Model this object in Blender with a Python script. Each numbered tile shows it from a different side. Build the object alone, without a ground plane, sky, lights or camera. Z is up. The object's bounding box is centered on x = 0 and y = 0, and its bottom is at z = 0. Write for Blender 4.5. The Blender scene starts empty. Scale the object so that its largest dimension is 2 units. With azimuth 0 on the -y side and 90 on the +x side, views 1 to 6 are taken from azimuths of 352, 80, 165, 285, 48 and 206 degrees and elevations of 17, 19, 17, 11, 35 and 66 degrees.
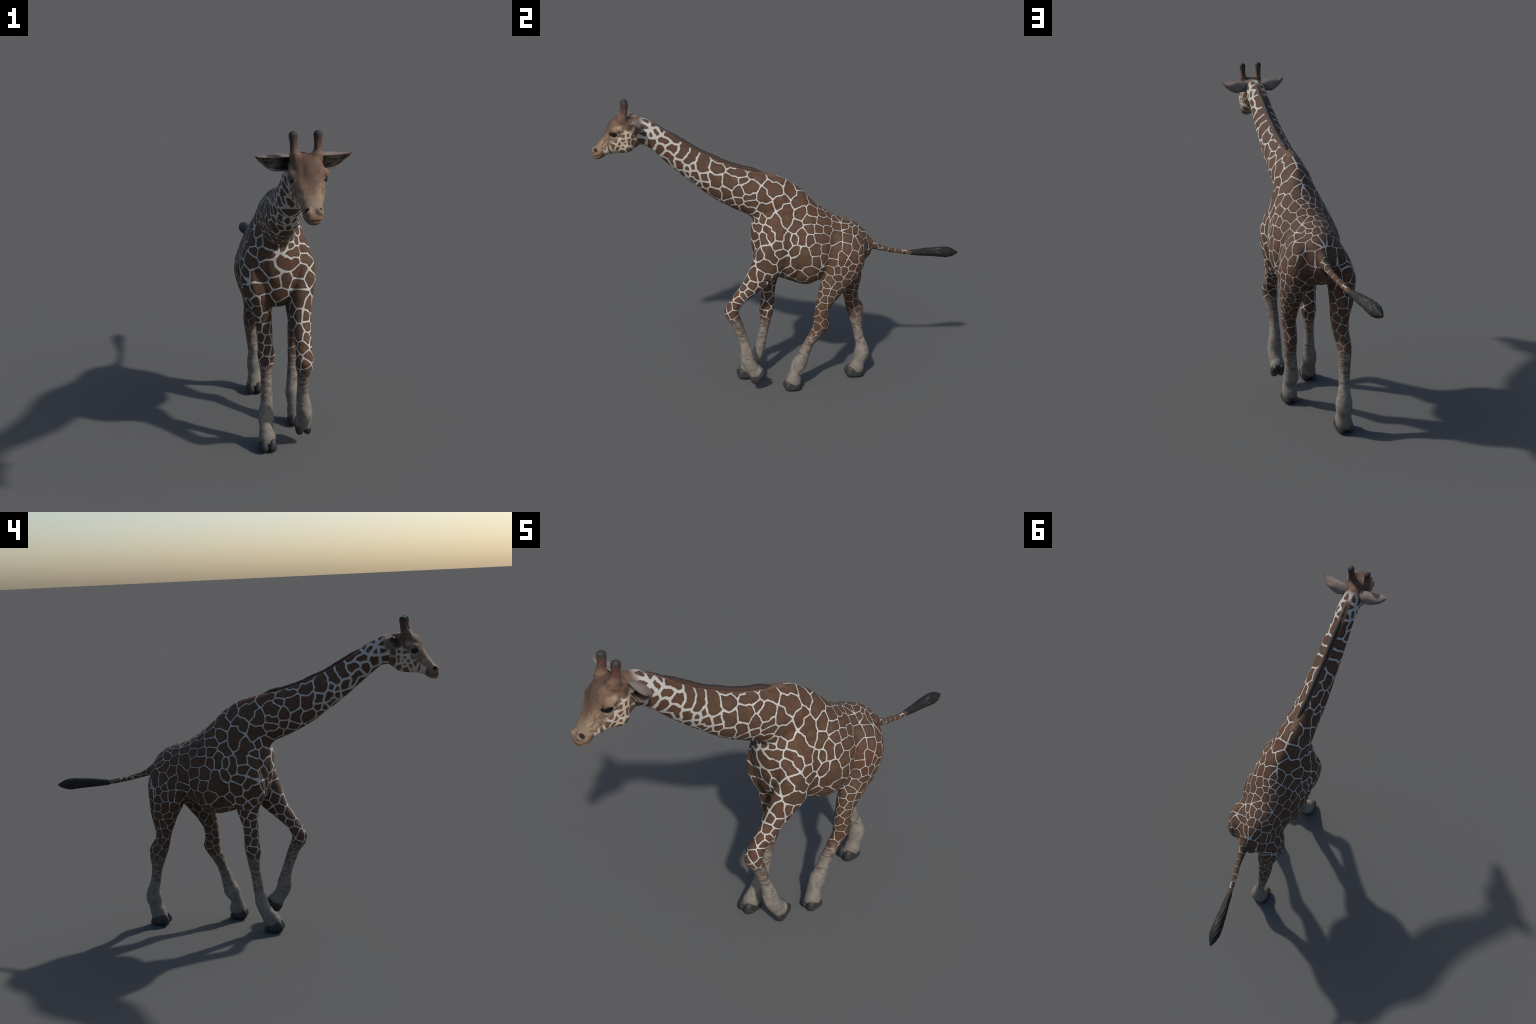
import bpy, math, random
import numpy as np
from mathutils import Vector

# ---------------------------------------------------------------------------
#  A young reticulated giraffe in mid stride, built from lofted body parts that
#  are fused into one skin and then separated into named anatomical regions.
#  Frame: metres, z up, the animal faces -y; its left side is +x.
# ---------------------------------------------------------------------------

def mid_x(y):
    """x of the animal's plane of symmetry at a given y (the body is slightly bent)."""
    return 0.025 * y + 0.001

# ----------------------------- lofting helpers ------------------------------

def catmull(P, sub):
    """Catmull-Rom interpolation of a list of control rows."""
    P = np.asarray(P, float)
    n = len(P)
    ext = np.vstack([2 * P[0] - P[1], P, 2 * P[-1] - P[-2]])
    out = []
    for i in range(n - 1):
        p0, p1, p2, p3 = ext[i], ext[i + 1], ext[i + 2], ext[i + 3]
        d1 = np.linalg.norm((p1 - p0)[:3]) ** .5 + 1e-6
        d2 = np.linalg.norm((p2 - p1)[:3]) ** .5 + 1e-6
        d3 = np.linalg.norm((p3 - p2)[:3]) ** .5 + 1e-6
        m1 = d2 * ((p1 - p0) / d1 - (p2 - p0) / (d1 + d2) + (p2 - p1) / d2)
        m2 = d2 * ((p2 - p1) / d2 - (p3 - p1) / (d2 + d3) + (p3 - p2) / d3)
        for k in range(sub):
            t = k / sub
            h00 = 2 * t**3 - 3 * t**2 + 1
            h10 = t**3 - 2 * t**2 + t
            h01 = -2 * t**3 + 3 * t**2
            h11 = t**3 - t**2
            out.append(h00 * p1 + h10 * m1 + h01 * p2 + h11 * m2)
    out.append(P[-1])
    return np.array(out)


def loft(rows, ring=40, sub=6, axis=None, caps=(0.6, 0.6), power=2.0):
    """rows: x, y, z, half width, reach on the 'up' side, reach on the 'down' side
    (, exponent up, exponent down).  Rings stand square to the spine (or to axis);
    'up' is dorsal for the trunk and forward for a limb that runs downwards."""
    rows = [list(r) + [power] * (8 - len(r)) for r in rows]
    S = catmull(rows, sub)
    S[:, 3:6] = np.maximum(S[:, 3:6], 0.002)
    C = S[:, :3]
    T = np.gradient(C, axis=0)
    T /= np.linalg.norm(T, axis=1)[:, None]
    if axis is not None:
        T = np.tile(np.array(axis, float) / np.linalg.norm(axis), (len(S), 1))
    X = np.array([1.0, 0, 0])
    L = X - T * (T @ X)[:, None]
    L /= np.linalg.norm(L, axis=1)[:, None]
    U = np.cross(T, L)
    rings = []

    def add(c, l, u, w, up, dn, nu, nd):
        r = []
        for k in range(ring):
            a = 2 * math.pi * k / ring
            ca, sa = math.cos(a), math.sin(a)
            n = nu if sa >= 0 else nd
            h = up if sa >= 0 else dn
            r.append(c + l * (w * math.copysign(abs(ca) ** (2 / n), ca))
                     + u * (h * math.copysign(abs(sa) ** (2 / n), sa)))
        rings.append(np.array(r))

    def cap(i, sgn, amount):
        w, up, dn = S[i, 3:6]
        e = amount * min(w, (up + dn) / 2)
        ks = range(4, 0, -1) if sgn < 0 else range(1, 5)
        for k in ks:
            a = k / 4.6 * math.pi / 2
            f = math.cos(a)
            add(C[i] + T[i] * sgn * e * math.sin(a), L[i], U[i], w * f, up * f, dn * f, *S[i, 6:8])

    cap(0, -1, caps[0])
    for i in range(len(S)):
        add(C[i], L[i], U[i], *S[i, 3:8])
    cap(len(S) - 1, 1, caps[1])
    V = np.vstack(rings)
    F = []
    m = len(rings)
    for i in range(m - 1):
        for k in range(ring):
            a, b = i * ring + k, i * ring + (k + 1) % ring
            F.append((a, a + ring, b + ring, b))
    V = np.vstack([V, rings[0].mean(0), rings[-1].mean(0)])
    i0, i1 = m * ring, m * ring + 1
    for k in range(ring):
        F.append((i0, k, (k + 1) % ring))
        F.append((i1, (m - 1) * ring + (k + 1) % ring, (m - 1) * ring + k))
    return V, F


def blob(c, r, axes=None, seg=24):
    """An ellipsoid muscle mass; axes = optional 3x3 rows of unit directions."""
    c, r = np.array(c, float), np.array(r, float)
    A = np.eye(3) if axes is None else np.array(axes, float)
    V, F = [], []
    rows = seg // 2
    for i in range(1, rows):
        th = math.pi * i / rows
        for k in range(seg):
            ph = 2 * math.pi * k / seg
            q = np.array([math.sin(th) * math.cos(ph), math.sin(th) * math.sin(ph), math.cos(th)]) * r
            V.append(c + q @ A)
    V.append(c + np.array([0, 0, r[2]]) @ A)
    V.append(c - np.array([0, 0, r[2]]) @ A)
    n = (rows - 1) * seg
    for i in range(rows - 2):
        for k in range(seg):
            a, b = i * seg + k, i * seg + (k + 1) % seg
            F.append((a, a + seg, b + seg, b))
    for k in range(seg):
        F.append((n, k, (k + 1) % seg))
        F.append((n + 1, (rows - 2) * seg + (k + 1) % seg, (rows - 2) * seg + k))
    return np.array(V), F

# ------------------------------- body parts ---------------------------------

def torso_loft():
    # y, top z, bottom z, z of greatest width, half width, exponents
    prof = [
        (-.166, .955, .78, .875, .055, 1.9, 2.0),
        (-.150, 1.02, .72, .87, .088, 1.8, 2.0),
        (-.115, 1.08, .67, .85, .120, 1.7, 2.0),
        (-.060, 1.135, .645, .84, .138, 1.6, 2.0),
        (0.000, 1.160, .628, .82, .152, 1.5, 2.1),
        (0.060, 1.133, .609, .80, .163, 1.5, 2.3),
        (0.120, 1.080, .600, .79, .168, 1.6, 2.4),
        (0.190, 1.024, .627, .79, .160, 1.75, 2.4),
        (0.260, .981, .668, .79, .132, 1.9, 2.1),
        (0.330, .960, .675, .79, .112, 2.0, 2.1),
        (0.390, .934, .690, .79, .092, 2.0, 2.0),
        (0.435, .898, .715, .79, .075, 2.0, 2.0),
        (0.465, .850, .740, .79, .040, 2.0, 2.0),
    ]
    rows = []
    for y, t, b, c, w, nu, nd in prof:
        bend = .008 * math.exp(-((y - .14) / .10) ** 2)
        rows.append((mid_x(y) + bend, y, c, w, t - c, c - b, nu, nd))
    # axis +y: dorsal side must be 'up', so flip by running the loft backwards
    rows = rows[::-1]
    return loft(rows, ring=64, sub=5, axis=(0, -1, 0), caps=(.4, .2))


def neck_loft():
    rows = [  # x, y, z, half width, dorsal reach, ventral reach
        (0.004, 0.00, .985, .070, .118, .150, 1.8, 2.0),
        (0.000, -.060, 1.045, .088, .137, .150, 1.6, 2.0),
        (-.006, -.135, 1.085, .084, .121, .130, 1.6, 2.0),
        (-.009, -.215, 1.108, .078, .114, .115, 1.6, 2.0),
        (-.012, -.330, 1.155, .072, .099, .103, 1.6, 2.0),
        (-.013, -.440, 1.215, .066, .085, .087, 1.65, 2.0),
        (-.014, -.540, 1.279, .060, .070, .076, 1.7, 2.0),
        (-.016, -.630, 1.344, .054, .062, .068, 1.75, 2.0),
        (-.017, -.700, 1.389, .052, .061, .062, 1.9, 2.0),
        (-.018, -.760, 1.412, .052, .068, .068, 2.0, 2.0),
        (-.018, -.820, 1.425, .045, .055, .060, 2.0, 2.0),
    ]
    return loft(rows, ring=48, sub=6, caps=(.1, .6))


def skull_loft():
    rows = [
        (-.018, -.765, 1.428, .044, .062, .076, 2.0, 2.0),
        (-.018, -.810, 1.413, .060, .084, .085, 2.6, 2.2),
        (-.017, -.855, 1.388, .064, .092, .093, 2.7, 2.0),
        (-.017, -.890, 1.361, .060, .070, .070, 2.6, 2.0),
        (-.016, -.919, 1.340, .049, .049, .049, 2.5, 2.0),
        (-.016, -.947, 1.320, .038, .037, .036, 2.4, 2.0),
        (-.016, -.968, 1.299, .036, .031, .031, 2.2, 2.0),
        (-.016, -.983, 1.287, .029, .022, .022, 2.0, 2.0),
    ]
    return loft(rows, ring=48, sub=6, axis=(0, -.87, -.49), caps=(.6, .6))


def limb_lofts():
    L = {}
    # x, y, z, half width, forward reach, backward reach
    L['RF'] = loft([
        (-.080, 0.010, .930, .052, .075, .080),
        (-.102, -.035, .830, .062, .104, .090),
        (-.094, -.055, .730, .062, .100, .095),
        (-.076, -.058, .650, .050, .060, .072),
        (-.066, -.058, .590, .041, .047, .047),
        (-.060, -.060, .530, .036, .038, .038),
        (-.058, -.063, .460, .035, .038, .039),
        (-.055, -.064, .415, .040, .039, .038),
        (-.056, -.066, .385, .034, .035, .034),
        (-.057, -.069, .345, .027, .030, .030),
        (-.058, -.078, .285, .026, .028, .028),
        (-.061, -.091, .200, .028, .029, .028),
        (-.065, -.100, .158, .034, .032, .032),
        (-.067, -.112, .124, .036, .034, .034),
        (-.069, -.133, .086, .031, .037, .036),
        (-.069, -.150, .058, .039, .046, .044),
        (-.069, -.156, .030, .036, .044, .042)], caps=(.6, .1))
    L['LF'] = loft([
        (.085, -.010, .930, .052, .075, .080),
        (.103, -.055, .835, .060, .096, .095),
        (.100, -.095, .745, .058, .080, .095),
        (.092, -.132, .672, .050, .070, .075),
        (.085, -.182, .600, .043, .050, .048),
        (.083, -.250, .520, .036, .035, .033),
        (.081, -.277, .467, .040, .037, .036),
        (.082, -.272, .440, .038, .037, .035),
        (.083, -.252, .405, .030, .031, .030),
        (.083, -.227, .338, .026, .028, .028),
        (.085, -.202, .270, .028, .029, .029),
        (.094, -.187, .210, .035, .037, .036),
        (.099, -.177, .168, .036, .037, .037),
        (.100, -.148, .124, .034, .038, .038),
        (.100, -.136, .111, .038, .042, .041),
        (.100, -.124, .097, .035, .040, .039)], caps=(.6, .1))
    L['LH'] = loft([
        (.090, .335, .865, .060, .100, .085),
        (.108, .318, .780, .074, .125, .110),
        (.120, .300, .700, .064, .118, .098),
        (.122, .262, .620, .053, .083, .068),
        (.123, .223, .545, .042, .052, .053),
        (.124, .205, .480, .035, .040, .040),
        (.122, .203, .430, .032, .039, .041),
        (.121, .203, .390, .031, .040, .046),
        (.115, .188, .352, .029, .036, .038),
        (.109, .158, .298, .028, .028, .028),
        (.102, .134, .239, .028, .029, .029),
        (.098, .117, .187, .033, .035, .035),
        (.095, .099, .144, .037, .042, .042),
        (.098, .079, .098, .034, .032, .030),
        (.099, .077, .060, .038, .044, .042),
        (.100, .075, .032, .036, .043, .042)], caps=(.6, .1))
    L['RH'] = loft([
        (-.040, .360, .860, .042, .095, .085),
        (-.064, .368, .780, .056, .110, .098),
        (-.079, .375, .700, .062, .103, .090),
        (-.072, .392, .620, .054, .080, .072),
        (-.062, .398, .560, .045, .058, .060),
        (-.058, .405, .510, .040, .043, .043),
        (-.060, .414, .460, .036, .039, .039),
        (-.063, .432, .410, .032, .044, .052),
        (-.062, .446, .365, .029, .040, .042),
        (-.056, .457, .310, .026, .029, .028),
        (-.049, .468, .250, .025, .027, .027),
        (-.042, .482, .205, .028, .030, .030),
        (-.039, .490, .165, .036, .040, .041),
        (-.038, .488, .130, .038, .042, .043),
        (-.038, .481, .098, .034, .036, .037),
        (-.040, .471, .062, .038, .043, .042),
        (-.044, .464, .032, .038, .047, .045)], caps=(.6, .1))
    return L


TAIL = [(.030, .400, .855, .026, .027, .030),
        (.030, .452, .833, .026, .025, .029),
        (.028, .485, .811, .0225, .0215, .0235),
        (.022, .540, .789, .0165, .0150, .0165),
        (.011, .620, .769, .0140, .0128, .0138),
        (.001, .690, .757, .0132, .0125, .0132),
        (-.005, .735, .753, .0115, .0120, .0120)]
TUFT = [(-.003, .715, .754, .0140, .0146, .0146),
        (-.007, .760, .753, .0170, .0190, .0180),
        (-.015, .830, .752, .0215, .0230, .0230),
        (-.021, .890, .749, .0255, .0275, .0275),
        (-.024, .932, .746, .0260, .0280, .0280),
        (-.027, .965, .743, .0170, .0190, .0190),
        (-.029, .990, .742, .0050, .0060, .0060)]


def ossicone(side):
    m = -.017
    return loft([(m + side * .031, -.850, 1.450, .018, .022, .022),
                 (m + side * .0355, -.848, 1.474, .0260, .029, .030),
                 (m + side * .0400, -.845, 1.488, .0178, .0225, .0255),
                 (m + side * .0412, -.843, 1.498, .0150, .0190, .0215),
                 (m + side * .0418, -.841, 1.508, .0138, .0170, .0185),
                 (m + side * .0425, -.839, 1.525, .0132, .0168, .0172),
                 (m + side * .0430, -.838, 1.540, .0152, .0180, .0190),
                 (m + side * .0432, -.837, 1.551, .0164, .0180, .0195)], ring=24, caps=(.3, .85))


def body_parts():
    P = {'torso': torso_loft(), 'neck': neck_loft(), 'head': skull_loft(),
         'tail': loft(TAIL, ring=20), 'tuft': loft(TUFT, ring=24, caps=(.6, .8))}
    P.update(limb_lofts())
    return P

# --------------------------- fusing the skin --------------------------------

def new_mesh(name, V, F):
    me = bpy.data.meshes.new(name)
    me.from_pydata([tuple(v) for v in V], [], [tuple(f) for f in F])
    me.update()
    return me


def fused_skin(parts, voxel):
    V, F, o = [], [], 0
    for v, f in parts:
        V.append(v)
        F += [tuple(i + o for i in q) for q in f]
        o += len(v)
    me = new_mesh('fusing', np.vstack(V), F)
    ob = bpy.data.objects.new('fusing', me)
    bpy.context.scene.collection.objects.link(ob)
    m = ob.modifiers.new('r', 'REMESH')
    m.mode = 'VOXEL'
    m.voxel_size = voxel
    m.adaptivity = 0
    dg = bpy.context.evaluated_depsgraph_get()
    out = bpy.data.meshes.new_from_object(ob.evaluated_get(dg))
    bpy.data.objects.remove(ob)
    n = len(out.vertices)
    co = np.empty(n * 3)
    out.vertices.foreach_get('co', co)
    co = co.reshape(-1, 3)
    nl = len(out.loops)
    li = np.empty(nl, int)
    out.loops.foreach_get('vertex_index', li)
    ls = np.empty(len(out.polygons), int)
    out.polygons.foreach_get('loop_total', ls)
    assert (ls == 4).all()
    quads = li.reshape(-1, 4)
    bpy.data.meshes.remove(out)
    return co, quads


class Skin:
    """Vertices and quads of the fused body, with the few sculpting tools it needs."""

    def __init__(self, co, quads):
        self.co, self.q = co, quads
        e = np.vstack([quads[:, [0, 1]], quads[:, [1, 2]], quads[:, [2, 3]], quads[:, [3, 0]]])
        e.sort(axis=1)
        self.e = np.unique(e, axis=0)
        self.deg = np.bincount(self.e.ravel(), minlength=len(co)).astype(float)

    def lap(self, x):
        a, b = self.e.T
        s = np.empty_like(x)
        for k in range(x.shape[1]):
            s[:, k] = (np.bincount(a, x[b, k], len(x)) + np.bincount(b, x[a, k], len(x))) / self.deg
        return s - x

    def smooth(self, it, weight=None):
        w = 1.0 if weight is None else weight[:, None]
        for _ in range(it):
            self.co += .55 * w * self.lap(self.co)
            self.co -= .57 * w * self.lap(self.co)

    def relax(self, it, weight):
        for _ in range(it):
            self.co += .5 * weight[:, None] * self.lap(self.co)

    def normals(self):
        p = self.co[self.q]
        fn = np.cross(p[:, 2] - p[:, 0], p[:, 3] - p[:, 1])
        n = np.zeros_like(self.co)
        for k in range(3):
            for j in range(4):
                n[:, k] += np.bincount(self.q[:, j], fn[:, k], len(n))
        return n / np.maximum(np.linalg.norm(n, axis=1), 1e-12)[:, None]

    def near(self, path):
        d = np.full(len(self.co), 9.0)
        path = np.asarray(path, float)
        if len(path) == 1:
            return np.linalg.norm(self.co - path[0], axis=1)
        for a, b in zip(path[:-1], path[1:]):
            t = np.clip((self.co - a) @ (b - a) / ((b - a) @ (b - a)), 0, 1)
            d = np.minimum(d, np.linalg.norm(self.co - a - t[:, None] * (b - a), axis=1))
        return d

    def push(self, path, radius, amount):
        """Raise (+) or sink (-) the skin along a path, with a soft edge."""
        d = self.near(path)
        self.co += self.normals() * (amount * np.exp(-(d / radius) ** 2))[:, None]


def both(path):
    """The same feature on the left and on the right (x given as distance from the midline)."""
    return [[(mid_x(y) + s * x, y, z) for x, y, z in path] for s in (1, -1)]


def build_skin():
    P = body_parts()
    P.pop('tuft')
    parts = list(P.values()) + [ossicone(1), ossicone(-1)]
    m = -.016
    for s in (1, -1):
        parts.append(blob((m + s * .050, -.880, 1.425), (.0215, .030, .016)))   # brow
        parts.append(blob((m + s * .036, -.835, 1.345), (.024, .042, .036)))   # cheek
        parts.append(blob((m + s * .018, -.978, 1.314), (.016, .020, .017)))   # nostril wing
    S = Skin(*fused_skin(parts, VOXEL))
    co = S.co
    head = np.clip((-.74 - co[:, 1]) / .06, 0, 1)
    S.smooth(6)
    S.relax(14, 1 - .72 * head)
    # soften the places where limbs, neck and trunk meet
    trunk = np.exp(-((co[:, 2] - .68) / .10) ** 2) * (np.abs(co[:, 1]) < .5)
    S.relax(20, .7 * trunk)
    withers = np.exp(-((co[:, 1] - .05) / .07) ** 2) * (co[:, 2] > 1.0)
    S.relax(60, .8 * withers)
    rump = np.clip((co[:, 1] - .18) / .06, 0, 1) * np.clip((.47 - co[:, 1]) / .03, 0, 1) * np.clip((co[:, 2] - .72) / .06, 0, 1)
    S.relax(110, .9 * rump)
    crown = np.exp(-((co[:, 2] - 1.472) / .014) ** 2) * (np.abs(co[:, 1] + .846) < .05)
    S.relax(30, .8 * crown)
    # --- relief -----------------------------------------------------------
    for p in both([(.15, .055, .80), (.155, .06, .74), (.145, .055, .68), (.11, .03, .63)]):
        S.push(p, .013, -.010)                         # fold behind the shoulder
    for p in both([(.145, .03, .80), (.15, .03, .72), (.13, .01, .66)]):
        S.push(p, .022, .004)
    for p in both([(.07, -.02, 1.10), (.11, -.06, .98), (.13, -.10, .88)]):
        S.push(p, .030, .006)                          # shoulder blade
    for p in both([(.09, -.13, .98), (.11, -.13, .90)]):
        S.push(p, .020, -.007)
    for p in both([(.13, .235, .80), (.14, .225, .72), (.12, .215, .66)]):
        S.push(p, .032, -.010)                         # flank hollow in front of the thigh
    # elbows: a hanging point with a fold under it; hip, stifle and thigh muscles
    for el, fold in (([(.128, -.085, .690), (.120, -.055, .672)], [(.135, -.112, .645), (.128, -.072, .634), (.100, -.040, .634)]),
                     ([(-.118, -.045, .690), (-.112, -.015, .672)], [(-.118, -.075, .640), (-.112, -.025, .634), (-.085, .008, .640)])):
        S.push(el, .030, .006)
        S.push(fold, .011, -.011)
    S.push([(.155, -.105, .830), (.150, -.125, .790)], .028, .006)          # points of the shoulders
    S.push([(-.145, -.085, .830), (-.140, -.105, .790)], .028, .005)
    S.push([(.115, -.150, .830), (.105, -.150, .74)], .014, -.005)          # groove between breast and arm
    S.push([(-.105, -.150, .830), (-.095, -.145, .74)], .014, -.005)
    S.push([(.155, .345, .800), (.150, .375, .700)], .016, -.003)
    S.push([(.185, .275, .760), (.175, .270, .700)], .030, .005)
    S.push([(-.130, .355, .760), (-.135, .350, .690)], .030, .004)
    for y0 in (.085, .125, .165):                                         # faint ribs
        for q in both([(.165, y0, .86), (.172, y0 + .02, .78), (.155, y0 + .03, .70)]):
            S.push(q, .010, .0012)
    # bony fronts of the knees, points of the hocks, pads behind the fetlocks
    for c, rad, amt in (((.082, -.312, .472), .018, .004), ((-.055, -.104, .412), .020, .003), ((.118, .252, .388), .014, .004),
                        ((-.062, .490, .402), .014, .004), ((.100, -.150, .170), .014, .003), ((-.066, -.070, .140), .014, .003),
                        ((.095, .140, .140), .014, .003), ((-.039, .532, .140), .014, .003)):
        S.push([c], rad, amt)
    for q in ([(.050, -.300, .455), (.050, -.285, .44)], [(.112, -.300, .455), (.112, -.285, .44)],
              [(-.085, -.095, .400), (-.085, -.085, .39)], [(-.028, -.095, .400), (-.028, -.085, .39)]):
        S.push(q, .010, -.002)
    # tendons behind the cannon bones
    for q in ([(.098, -.215, .36), (.100, -.185, .27)], [(-.040, -.055, .35), (-.043, -.070, .24)], [(-.078, -.055, .35), (-.080, -.070, .24)],
              [(.120, .172, .30), (.112, .150, .23)], [(-.070, .470, .31), (-.060, .482, .23)], [(-.036, .470, .31), (-.028, .482, .23)]):
        S.push(q, .008, -.002)
    # head
    S.push([(m, -.898, 1.462), (m, -.915, 1.438)], .016, .003)           # forehead boss
    for s in (1, -1):
        S.push([(m + s * .024, -.905, 1.450), (m + s * .026, -.924, 1.420)], .009, -.002)
        # lids: a swollen rim above and below the eye, a soft fold under it
        S.push([(m + s * .066, -.868, 1.408), (m + s * .066, -.880, 1.420), (m + s * .063, -.896, 1.421), (m + s * .056, -.911, 1.409)], .006, .0045)
        S.push([(m + s * .066, -.868, 1.402), (m + s * .066, -.880, 1.390), (m + s * .063, -.896, 1.389), (m + s * .056, -.911, 1.400)], .006, .003)
        S.push([(m + s * .064, -.866, 1.394), (m + s * .064, -.880, 1.380), (m + s * .060, -.898, 1.378)], .0045, -.002)
        S.push([(m + s * .027, -.985, 1.327), (m + s * .030, -.977, 1.3155)], .0075, -.010)      # nostril
        S.push([(m + s * .002, -.999, 1.283), (m + s * .026, -.985, 1.284), (m + s * .036, -.962, 1.290),
                (m + s * .040, -.938, 1.303)], .004, -.004)              # mouth
        S.push([(m + s * .048, -.928, 1.365), (m + s * .044, -.955, 1.335)], .012, -.003)
        S.push([(m + s * .050, -.905, 1.345), (m + s * .046, -.935, 1.320)], .010, -.002)
        S.push([(m + s * .058, -.80, 1.44), (m + s * .056, -.79, 1.40), (m + s * .05, -.79, 1.35)], .012, -.006)  # behind the jaw
    # fine unevenness of muscle and hide
    w = np.zeros(len(S.co))
    for fx, fy, fz, ph in ((37, 29, 23, .3), (61, 47, 53, 1.7), (19, 41, 67, 2.9), (83, 71, 31, 4.1)):
        w += np.sin(S.co @ np.array([fx, fy, fz]) + ph + 1.5 * np.sin(S.co @ np.array([fz, fx, fy]) * .6))
    S.co += S.normals() * (w * .00045 * (1 - .8 * head))[:, None]
    # wrinkles of loose hide on the knees and fetlocks
    for c, r in (((.081, -.277, .455), .045), ((-.055, -.064, .405), .045), ((.10, -.15, .135), .035),
                 ((-.069, -.135, .09), .03), ((.098, .085, .10), .03), ((-.039, .482, .10), .03)):
        g = np.exp(-(np.linalg.norm(S.co - c, axis=1) / r) ** 2)
        wr = np.sin(S.co[:, 2] * 520 + 2.2 * np.sin(S.co[:, 0] * 90 + S.co[:, 1] * 60))
        S.co += S.normals() * (g * wr * .0009)[:, None]
    return S


VOXEL = .0034
REGIONS = ['torso', 'neck', 'head', 'forelimb', 'forelimb', 'hindlimb', 'hindlimb', 'tail', 'ossicone', 'ossicone']


def region_of(c):
    """Anatomical region of every face centre (index into REGIONS)."""
    x, y, z = c.T
    r = np.zeros(len(c), int)
    s = x > mid_x(y)
    # neck: in front of the plane through the withers and the breast notch
    nk = (y + .125) * -.87 + (z - 1.075) * .49 > 0
    r[nk & (z > .93)] = 1
    hd = (y + .778) * -.98 + (z - 1.405) * -.20 > 0
    r[hd & (z > 1.2)] = 2
    fore = (z < .655 + .35 * np.clip(-(y + .0), -.08, .25)) & (y < np.where(z < .45, .005, .06)) & (y > -.4)
    belly = (np.abs(x - mid_x(y)) < .03) & (z > .58)
    r[fore & s & ~belly] = 3
    r[fore & ~s & ~belly] = 4
    # hindlimb: behind and below a slanting line across the thigh
    hind = (y > np.where(z < .45, .005, .16)) & (z < .69) & (z < .60 + (y - .16) * 1.0)
    r[hind & s & ~(belly & (z > .62))] = 5
    r[hind & ~s & ~(belly & (z > .62))] = 6
    r[(y > .478) & (np.abs(z - .79) < .06)] = 7
    os_ = (z > 1.489) & (y < -.80)
    r[os_ & (x > -.017)] = 8
    r[os_ & (x <= -.017)] = 9
    return r


def split_skin(S):
    me = new_mesh('whole', S.co, S.q)
    whole_n = S.normals()
    reg = region_of(S.co[S.q].mean(1))
    out = []
    for i, name in enumerate(REGIONS):
        q = S.q[reg == i]
        if not len(q):
            continue
        idx, inv = np.unique(q, return_inverse=True)
        m = new_mesh(name, S.co[idx], inv.reshape(-1, 4))
        m.polygons.foreach_set('use_smooth', np.ones(len(q), bool))
        m.normals_split_custom_set_from_vertices([tuple(v) for v in whole_n[idx]])
        out.append((i, name, m))
    bpy.data.meshes.remove(me)
    return out

# ------------------------------ small parts ---------------------------------

def hoof_mesh(flip):
    """Two claws side by side with a cleft between them; sole on z = 0, toe towards -y."""
    V, F, o = [], [], 0
    for s in (1, -1):
        v, f = loft([(s * .0170, .000, .046, .0190, .039, .040, 2.3, 2.2),
                     (s * .0178, .000, .034, .0205, .047, .045, 2.5, 2.2),
                     (s * .0182, -.001, .018, .0215, .053, .046, 2.7, 2.4),
                     (s * .0180, -.001, .009, .0200, .049, .041, 2.7, 2.4),
                     (s * .0175, -.001, .000, .0145, .036, .028, 2.5, 2.4)],
                    ring=36, sub=5, axis=(0, 0, -1), caps=(.3, .0), power=2.3)
        v = v.copy()
        v[:, 2] = np.maximum(v[:, 2], 0)
        v[:, 2] += .30 * np.clip(-v[:, 1], -.05, .06) * np.clip(v[:, 2] / .046, 0, 1.2)
        # toes curve inwards and meet at the tip
        v[:, 0] += s * .0015 * np.clip(-v[:, 1] / .05, 0, 1) ** 2
        V.append(v)
        F += [tuple(i + o for i in q) for q in f]
        o += len(v)
    # heel bulb that bridges the claws behind
    v, f = blob((0, .026, .026), (.022, .018, .018), seg=20)
    V.append(v)
    F += [tuple(i + o for i in q) for q in f]
    return new_mesh('hoof', np.vstack(V), F)


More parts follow.
